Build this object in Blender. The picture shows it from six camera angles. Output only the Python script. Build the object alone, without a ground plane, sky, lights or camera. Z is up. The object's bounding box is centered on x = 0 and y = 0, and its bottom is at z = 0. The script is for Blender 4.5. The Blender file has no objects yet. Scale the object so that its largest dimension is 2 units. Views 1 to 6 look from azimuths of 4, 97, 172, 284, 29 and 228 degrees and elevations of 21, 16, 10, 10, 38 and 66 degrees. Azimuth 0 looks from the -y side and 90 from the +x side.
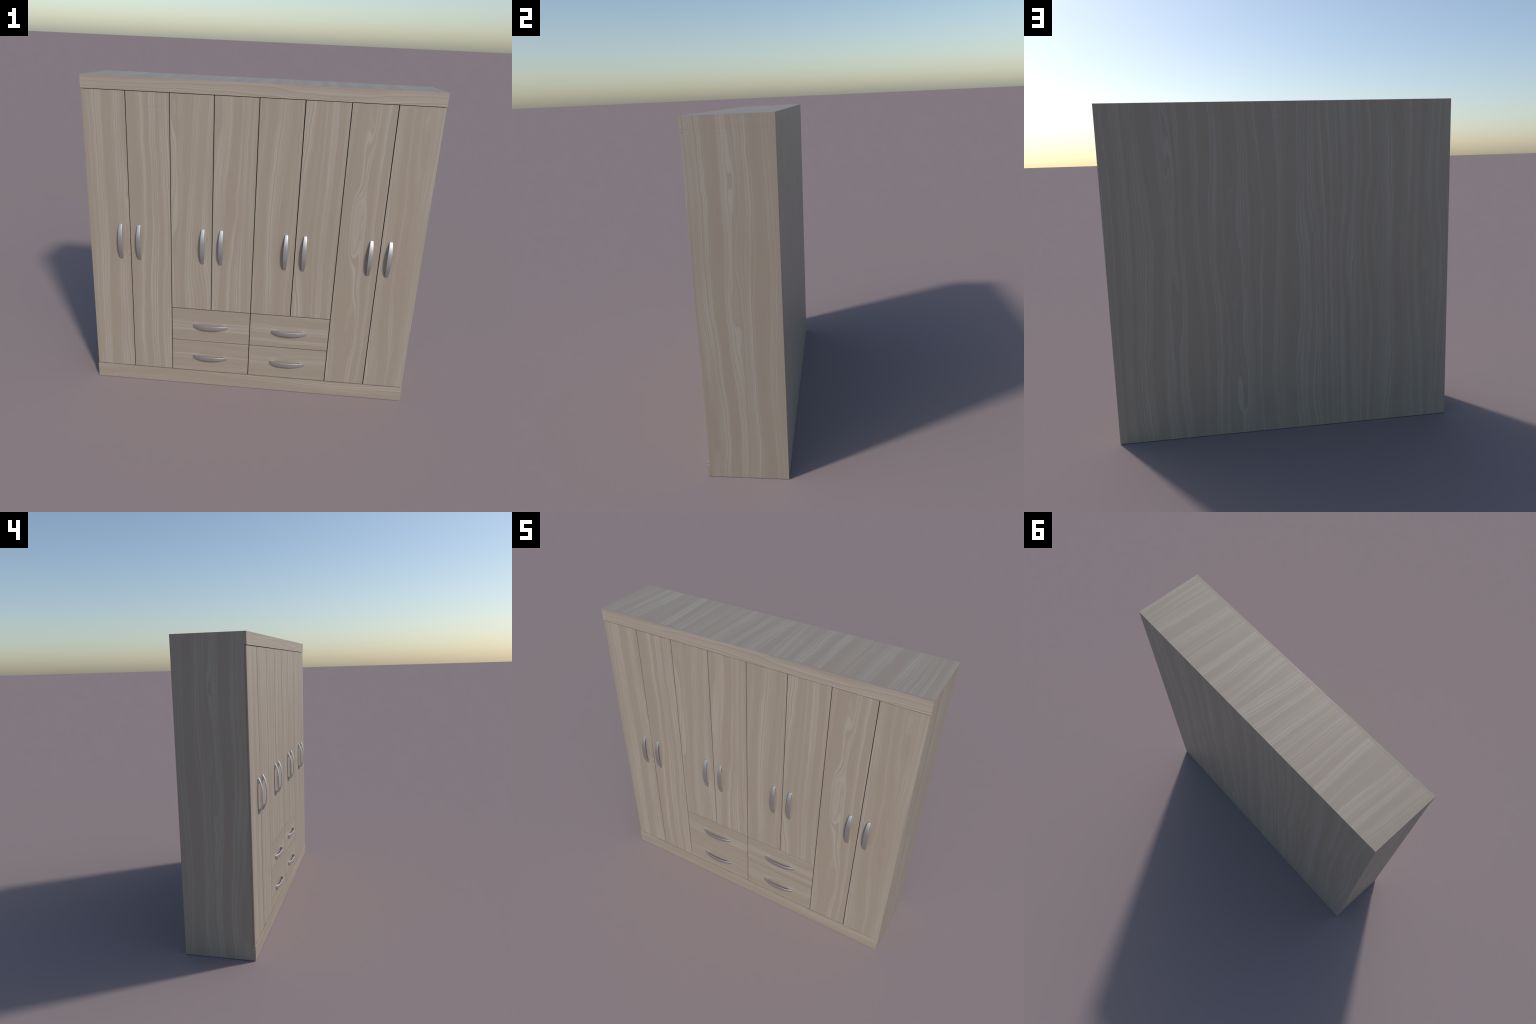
# Eight-door wardrobe with four drawers, wood-grain laminate and bowed metal pulls.
import bpy, bmesh, math
from mathutils import Vector

# ------------------------------------------------------------------ sizes (m)
HW = 1.0            # half width
H = 1.934           # height
Y_BACK = 0.236
Y_BODY = -0.196     # front plane of the carcass
Y_DOOR = -0.2065    # front plane of doors and drawers
Y_RAIL = -0.210     # front plane of cornice rail and plinth
PITCH = 0.25        # door pitch
GAP = 0.0050        # vertical gap between doors
HGAP = 0.0050       # horizontal gaps
RAIL_GAP = 0.0035   # slit under the top rail
Z_RAIL = 1.8610     # underside of the top rail
Z_PLINTH = 0.0950   # top of the plinth
Z_DRAWER_TOP = 0.5472
Z_DRAWER_MID = 0.3205
T = 0.016           # panel thickness


# ------------------------------------------------------------------ materials
def wood_material(name, u_axis, v_axis, u0, v0, seed=0.0, seams=(), figures=(), bold=1.08):
    """Grain runs along v; u goes across it. u_axis/v_axis weight the object x, y, z.
    figures: cathedral figures (u, v_apex, v_end, strength, spread) in object units."""
    m = bpy.data.materials.new(name)
    m.use_nodes = True
    nt = m.node_tree
    N, L = nt.nodes, nt.links
    N.clear()

    def node(kind, **kw):
        n = N.new(kind)
        for k, v in kw.items():
            setattr(n, k, v)
        return n

    def plug(sock, val):
        if isinstance(val, bpy.types.NodeSocket):
            L.new(val, sock)
        else:
            sock.default_value = val

    def math_(op, a, b=0.0, c=None, clamp=False):
        n = node('ShaderNodeMath', operation=op, use_clamp=clamp)
        plug(n.inputs[0], a)
        plug(n.inputs[1], b)
        if c is not None:
            plug(n.inputs[2], c)
        return n.outputs[0]

    def combine(x, y, z=0.0):
        n = node('ShaderNodeCombineXYZ')
        for i, v in enumerate((x, y, z)):
            plug(n.inputs[i], v)
        return n.outputs[0]

    def noise2(vec, scale=1.0, detail=1.0, rough=0.5):
        n = node('ShaderNodeTexNoise', noise_dimensions='3D')
        L.new(vec, n.inputs['Vector'])
        n.inputs['Scale'].default_value = scale
        n.inputs['Detail'].default_value = detail
        n.inputs['Roughness'].default_value = rough
        return n.outputs['Fac']

    def noise1(w, detail=1.0, rough=0.5):
        n = node('ShaderNodeTexNoise', noise_dimensions='1D')
        L.new(w, n.inputs['W'])
        n.inputs['Scale'].default_value = 1.0
        n.inputs['Detail'].default_value = detail
        n.inputs['Roughness'].default_value = rough
        return n.outputs['Fac']

    def smooth(x, lo, hi):
        n = node('ShaderNodeMapRange', interpolation_type='SMOOTHSTEP')
        plug(n.inputs['Value'], x)
        n.inputs['From Min'].default_value = lo
        n.inputs['From Max'].default_value = hi
        return n.outputs['Result']

    def mix(fac, a, b, mode='MIX'):
        n = node('ShaderNodeMix', data_type='RGBA', blend_type=mode)
        plug(n.inputs[0], fac)
        plug(n.inputs[6], a)
        plug(n.inputs[7], b)
        return n.outputs[2]

    tc = node('ShaderNodeTexCoord')

    def axis(weights, off):
        d = node('ShaderNodeVectorMath', operation='DOT_PRODUCT')
        L.new(tc.outputs['Object'], d.inputs[0])
        d.inputs[1].default_value = weights
        return math_('ADD', d.outputs['Value'], off)

    u = axis(u_axis, u0)
    v = axis(v_axis, v0)

    # grain lines drift, spread round cathedral figures and wriggle a little
    w1 = noise2(combine(math_('MULTIPLY', u, 5.2), math_('MULTIPLY', v, 0.95), seed), detail=0.0)
    w2 = noise2(combine(math_('MULTIPLY', u, 6.0), math_('MULTIPLY', v, 5.5), seed + 7.3), detail=1.0)
    uw = math_('MULTIPLY_ADD', math_('SUBTRACT', w1, 0.5), 0.12, u)
    uw = math_('MULTIPLY_ADD', math_('SUBTRACT', w2, 0.5), 0.020, uw)
    for fu, fa, fe, strength, spread in figures:
        # the grain parts at the apex and closes again slowly towards v_end
        sg = 1.0 if fe > fa else -1.0
        span = abs(fe - fa)
        a, e = fa + v0, fe + v0
        rise = smooth(math_('MULTIPLY', math_('SUBTRACT', v, a), sg), -0.02, span * 0.30)
        fall = smooth(math_('MULTIPLY', math_('SUBTRACT', v, e), -sg), -0.02, span * 0.60)
        d = math_('ADD', u, -(fu + u0))
        g = math_('EXPONENT', math_('MULTIPLY', math_('MULTIPLY', d, d), -1.0 / spread ** 2))
        amount = math_('MULTIPLY', math_('MULTIPLY', rise, fall), -strength)
        uw = math_('MULTIPLY_ADD', math_('MULTIPLY', d, g), amount, uw)

    band = noise1(math_('MULTIPLY_ADD', uw, 14.0, seed * 3.1 + 4.0), 1.0, 0.5)
    band = smooth(band, 0.41, 0.61)
    line = noise1(math_('MULTIPLY_ADD', uw, 130.0, seed * 5.7 + 40.0), 2.0, 0.6)
    line = smooth(line, 0.40, 0.60)
    streak = math_('MULTIPLY', band, math_('MULTIPLY_ADD', line, 0.88, 0.12))
    streak = math_('MULTIPLY_ADD', line, 0.14, streak, clamp=True)
    fade = noise2(combine(math_('MULTIPLY', u, 14.0), math_('MULTIPLY', v, 1.6), seed + 21.0), detail=1.0)
    streak = math_('MULTIPLY', streak, math_('MULTIPLY_ADD', smooth(fade, 0.3, 0.65), 0.5, 0.5))
    streak = math_('MULTIPLY', streak, bold, clamp=True)

    # base tan drifts between yellowish and pinkish brown
    tone = noise2(combine(math_('MULTIPLY', u, 9.0), math_('MULTIPLY', v, 1.3), seed + 33.0), detail=2.0)
    base = mix(smooth(tone, 0.35, 0.68), BASE_A, BASE_B)
    col = mix(streak, base, LIGHT)
    fiber = noise2(combine(math_('MULTIPLY', u, 420.0), math_('MULTIPLY', v, 7.0), seed), detail=2.0)
    fib = math_('MULTIPLY_ADD', math_('SUBTRACT', fiber, 0.5), 0.14, 1.0)
    col = mix(1.0, col, combine(fib, fib, fib), 'MULTIPLY')
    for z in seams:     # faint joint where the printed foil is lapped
        d = math_('ABSOLUTE', math_('SUBTRACT', v, z + v0))
        s = math_('MULTIPLY', math_('LESS_THAN', d, 0.0015), 0.10)
        col = mix(s, col, (0.10, 0.08, 0.06, 1))

    b = node('ShaderNodeBsdfPrincipled')
    L.new(col, b.inputs['Base Color'])
    b.inputs['Roughness'].default_value = 0.5
    b.inputs['Specular IOR Level'].default_value = 0.5
    out = node('ShaderNodeOutputMaterial')
    L.new(b.outputs[0], out.inputs[0])
    return m


BASE_A = (0.318, 0.267, 0.208, 1)
BASE_B = (0.320, 0.259, 0.207, 1)
LIGHT = (0.386, 0.339, 0.285, 1)


def metal_material():
    m = bpy.data.materials.new('brushed_steel')
    m.use_nodes = True
    nt = m.node_tree
    b = nt.nodes['Principled BSDF']
    b.inputs['Metallic'].default_value = 1.0
    b.inputs['Base Color'].default_value = (0.60, 0.595, 0.59, 1)
    tc = nt.nodes.new('ShaderNodeTexCoord')
    mp = nt.nodes.new('ShaderNodeMapping')
    mp.inputs['Scale'].default_value = (900, 900, 30)
    nz = nt.nodes.new('ShaderNodeTexNoise')
    nz.inputs['Scale'].default_value = 1.0
    mr = nt.nodes.new('ShaderNodeMapRange')
    mr.inputs['To Min'].default_value = 0.43
    mr.inputs['To Max'].default_value = 0.50
    nt.links.new(tc.outputs['Object'], mp.inputs[0])
    nt.links.new(mp.outputs[0], nz.inputs['Vector'])
    nt.links.new(nz.outputs['Fac'], mr.inputs['Value'])
    nt.links.new(mr.outputs[0], b.inputs['Roughness'])
    return m


# ------------------------------------------------------------------ helpers
def link(ob, parent):
    bpy.context.scene.collection.objects.link(ob)
    ob.parent = parent
    return ob


def set_material(ob, mat):
    if not ob.data.materials:
        ob.data.materials.append(None)
    ob.material_slots[0].link = 'OBJECT'
    ob.material_slots[0].material = mat


def finish(bm, name):
    bmesh.ops.recalc_face_normals(bm, faces=bm.faces)
    me = bpy.data.meshes.new(name)
    bm.to_mesh(me)
    bm.free()
    return me


def box_mesh(name, sx, sy, sz, bevel=0.0008):
    """Block with its origin in the middle and slightly eased edges."""
    bm = bmesh.new()
    bmesh.ops.create_cube(bm, size=1.0)
    for v in bm.verts:
        v.co = Vector((v.co.x * sx, v.co.y * sy, v.co.z * sz))
    if bevel:
        bmesh.ops.bevel(bm, geom=list(bm.edges), offset=bevel, segments=2, profile=0.5, affect='EDGES')
    return finish(bm, name)


def block(name, lo, hi, parent, mat, bevel=0.0008):
    lo, hi = Vector(lo), Vector(hi)
    s = hi - lo
    ob = bpy.data.objects.new(name, box_mesh(name, s.x, s.y, s.z, bevel))
    ob.location = (lo + hi) / 2
    link(ob, parent)
    set_material(ob, mat)
    return ob


def mitred_panel(name, outer, inner, parent, mat):
    """Board whose edges are cut at 45 degrees: outer and inner corner loops."""
    bm = bmesh.new()
    a = [bm.verts.new(p) for p in outer]
    b = [bm.verts.new(p) for p in inner]
    bm.faces.new(a)
    bm.faces.new(b)
    for i in range(4):
        j = (i + 1) % 4
        bm.faces.new((a[i], a[j], b[j], b[i]))
    ob = bpy.data.objects.new(name, finish(bm, name))
    link(ob, parent)
    set_material(ob, mat)
    return ob


# ------------------------------------------------------------------ wardrobe
root = bpy.data.objects.new('wardrobe', None)
bpy.context.scene.collection.objects.link(root)
root['label'] = 'wide pale wood-grain wardrobe with eight doors, four drawers, metal pulls'
root['category'] = 'wardrobe'

X, Y, Z = (1, 0, 0), (0, 1, 0), (0, 0, 1)
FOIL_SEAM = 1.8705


def cathedral(u, apex, low=0.40, high=2.2, k=1.0):
    """Main figure of the printed foil: it opens below the apex and mirrors softly above."""
    return ((u, apex, low, 1.6 * k, 0.040), (u + 0.006, apex + 0.06, high, 1.35 * k, 0.036))


# carcass boards, mitred so that no joint shows outside
t = T + 0.0005
for s in (-1, 1):
    xo, xi = s * HW, s * (HW - T)
    mitred_panel('side_panel',
                 [(xo, Y_BODY, 0), (xo, Y_BACK, 0), (xo, Y_BACK, H), (xo, Y_BODY, H)],
                 [(xi, Y_BODY, t), (xi, Y_BACK - t, t), (xi, Y_BACK - t, H - t), (xi, Y_BODY, H - t)],
                 root, wood_material('side_laminate', Y, Z, 3.1, 0.2, 2.0, (FOIL_SEAM,),
                                     cathedral(0.004, 1.25, 0.40, 2.2, 0.85) + ((-0.17, 0.10, 0.5, 0.8, 0.05),)))
mitred_panel('back_panel',
             [(-HW, Y_BACK, 0), (HW, Y_BACK, 0), (HW, Y_BACK, H), (-HW, Y_BACK, H)],
             [(-HW + t, Y_BACK - T, t), (HW - t, Y_BACK - T, t), (HW - t, Y_BACK - T, H - t), (-HW + t, Y_BACK - T, H - t)],
             root, wood_material('back_laminate', X, Z, 8.0, 0.2, 2.0, (FOIL_SEAM,),
                                 cathedral(0.627, 1.20) + cathedral(0.293, 1.22, 0.55)
                                 + cathedral(-0.039, 1.19)
                                 + ((0.27, 0.05, 0.62, 1.6, 0.045), (-0.40, 0.80, 1.35, 0.9, 0.05),
                                    (-0.56, 1.50, 0.70, 0.9, 0.06), (-0.86, 1.25, 0.6, 0.7, 0.05))))
for nm, zo, zi, mv in (('top_panel', H, H - T, 5.0), ('bottom_panel', 0.0, T, 6.0)):
    mitred_panel(nm,
                 [(-HW, Y_BODY, zo), (HW, Y_BODY, zo), (HW, Y_BACK, zo), (-HW, Y_BACK, zo)],
                 [(-HW + t, Y_BODY, zi), (HW - t, Y_BODY, zi), (HW - t, Y_BACK - t, zi), (-HW + t, Y_BACK - t, zi)],
                 root, wood_material(nm.replace('panel', 'laminate'), X, Y, mv, 0.0, 2.0))

# inner boards, well behind the fronts so the gaps read dark
inner_mat = wood_material('inner_laminate', Y, Z, 1.0, 0.0, 3.0)
for x in (-0.5, 0.0, 0.5):
    block('partition', (x - T / 2, Y_BODY + 0.02, T + 0.002), (x + T / 2, Y_BACK - T - 0.002, H - T - 0.002), root, inner_mat, 0)

# cornice rail and plinth: boards planted on the carcass front
block('top_rail', (-HW, Y_RAIL, Z_RAIL), (HW, Y_BODY - 0.0002, H), root,
      wood_material('rail_laminate', (0, 0.3, 1), X, 2.3, 4.0, 5.0), 0.0004)
block('plinth', (-HW, Y_RAIL, 0.0), (HW, Y_BODY - 0.0002, Z_PLINTH), root,
      wood_material('plinth_laminate', (0, 0.3, 1), X, 6.3, 1.0, 5.0), 0.0004)


# ------------------------------------------------------------------ bow pull
def handle_mesh():
    """Pull along local z, bowing out along -y from the mounting face y = 0."""
    half, sag, lift = 0.1107, 0.0238, 0.0045
    foot = 0.033

    def depth(z):
        return lift + sag * (1 - (abs(z) / half) ** 2.7)

    def width(z):
        w = 0.0182 + 0.0088 * max(0.0, 1 - (z / half) ** 2) ** 1.3
        c = 0.0045                       # rounded corners at both ends
        e = max(0.0, c - (half - abs(z)))
        return w - 2 * 0.75 * (c - math.sqrt(max(0.0, c * c - e * e)))

    def section(z, y_in, y_out, w, r):
        """Rounded-front rectangle, counter-clockwise seen along z."""
        h = w / 2
        r = min(r, (y_out - y_in) * 0.6, h)
        pts = [(-h, -y_in), (h, -y_in)]
        for i in range(6):
            a = math.radians(90 * i / 5)
            pts.append((h - r + r * math.cos(a), -(y_out - r + r * math.sin(a))))
        for i in range(6):
            a = math.radians(90 + 90 * i / 5)
            pts.append((-h + r + r * math.cos(a), -(y_out - r + r * math.sin(a))))
        return [Vector((x, y, z)) for x, y in pts]

    bm = bmesh.new()

    def loft(sections):
        rings = [[bm.verts.new(p) for p in s] for s in sections]
        for p, q in zip(rings, rings[1:]):
            n = len(p)
            for i in range(n):
                bm.faces.new((p[i], p[(i + 1) % n], q[(i + 1) % n], q[i]))
        bm.faces.new(rings[0])
        bm.faces.new(rings[-1])

    # grip: thin bowed strap
    n = 72
    secs = []
    for i in range(n + 1):
        z = -half * math.cos(math.pi * i / n)
        d = depth(z) + 0.0012
        th = 0.0050
        secs.append(section(z, max(d - th, 0.0), d, width(z), 0.0014))
    loft(secs)
    # feet: solid wedges under both ends of the strap
    for s in (-1, 1):
        secs = []
        for i in range(9):
            z = s * (half - 0.0006 - (foot - 0.0006) * i / 8)
            d = max(depth(z) - 0.0012, 0.0008)
            secs.append(section(z, 0.0, d, width(z) - 0.0008, 0.0003))
        loft(secs)
    me = finish(bm, 'handle')
    me.shade_smooth()
    me.set_sharp_from_angle(angle=math.radians(35))
    return me


steel = metal_material()
pull = handle_mesh()
pull.materials.append(steel)


def add_handle(front, x, z, sideways):
    h = bpy.data.objects.new('handle', pull)
    link(h, front)
    h.location = Vector((x, Y_DOOR, z)) - front.location
    if sideways:
        h.rotation_euler = (0, math.radians(90), 0)
    return h


# ------------------------------------------------------------------ doors
d_th = Y_BODY - 0.0002 - Y_DOOR
d_w = PITCH - GAP
tall = (Z_PLINTH + HGAP, Z_RAIL - RAIL_GAP)
short = (Z_DRAWER_TOP + HGAP / 2, Z_RAIL - RAIL_GAP)
tall_mesh = box_mesh('tall_door', d_w, d_th, tall[1] - tall[0])
short_mesh = box_mesh('short_door', d_w, d_th, short[1] - short[0])
PULL_OFFSET, PULL_Z = 0.0558, 0.9736
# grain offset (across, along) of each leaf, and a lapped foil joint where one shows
leaf_cut = [(0.3, 0.1), (1.7, 1.3), (3.2, 0.6), (4.45, 2.1), (5.8, 0.9), (7.25, 1.7), (8.9, 0.3), (10.1, 1.1)]
leaf_seam = {1: 1.780, 7: 0.201}
leaf_figure = {0: (0.112, 1.43), 2: (-0.105, 1.45), 3: (-0.122, 1.42), 4: (-0.118, 1.38),
               6: (-0.02, 1.42), 7: (0.03, 1.25)}
y_mid = Y_DOOR + d_th / 2
for i in range(8):
    is_tall = i in (0, 1, 6, 7)
    zr = tall if is_tall else short
    zc = (zr[0] + zr[1]) / 2
    xc = -HW + PITCH * (i + 0.5)
    ob = bpy.data.objects.new('door', tall_mesh if is_tall else short_mesh)
    link(ob, root)
    ob.location = (xc, y_mid, zc)
    seam = (leaf_seam[i] - zc,) if i in leaf_seam else ()
    figs = ()
    if i in leaf_figure:
        fu, apex = leaf_figure[i]
        figs = cathedral(fu, apex - zc, (0.75 if i == 6 else 0.50) - zc, 2.2 - zc, 0.72)
    if i == 6:
        figs += ((-0.01, 0.22 - zc, 0.80 - zc, 1.25, 0.042),)
    set_material(ob, wood_material('door_laminate', (1, 1, 0), Z, *leaf_cut[i], 2.0 + i, seam, figs))
    pair_x = -0.75 + 0.5 * (i // 2)
    add_handle(ob, pair_x + (PULL_OFFSET if i % 2 else -PULL_OFFSET), PULL_Z, False)

# ------------------------------------------------------------------ drawers
dr_w = 2 * PITCH - GAP
upper = (Z_DRAWER_MID + HGAP / 2, Z_DRAWER_TOP - HGAP / 2)
lower = (Z_PLINTH + HGAP, Z_DRAWER_MID - HGAP / 2)
for r, (zr, pz) in enumerate(((upper, 0.4325), (lower, 0.2073))):
    me = box_mesh('drawer', dr_w, d_th, zr[1] - zr[0])
    for c, xc in enumerate((-0.25, 0.25)):
        ob = bpy.data.objects.new('drawer', me)
        link(ob, root)
        ob.location = (xc, y_mid, (zr[0] + zr[1]) / 2)
        set_material(ob, wood_material('drawer_laminate', (0, 1, 1), X, 1.3 + 2.7 * r + 4.1 * c, 0.7 * c + r, 4.0 + r + 2 * c,
                                       (), ((0.035, 0.04, -0.4, 1.7, 0.035),) if (r, c) == (1, 1) else ()))
        add_handle(ob, xc, pz, True)
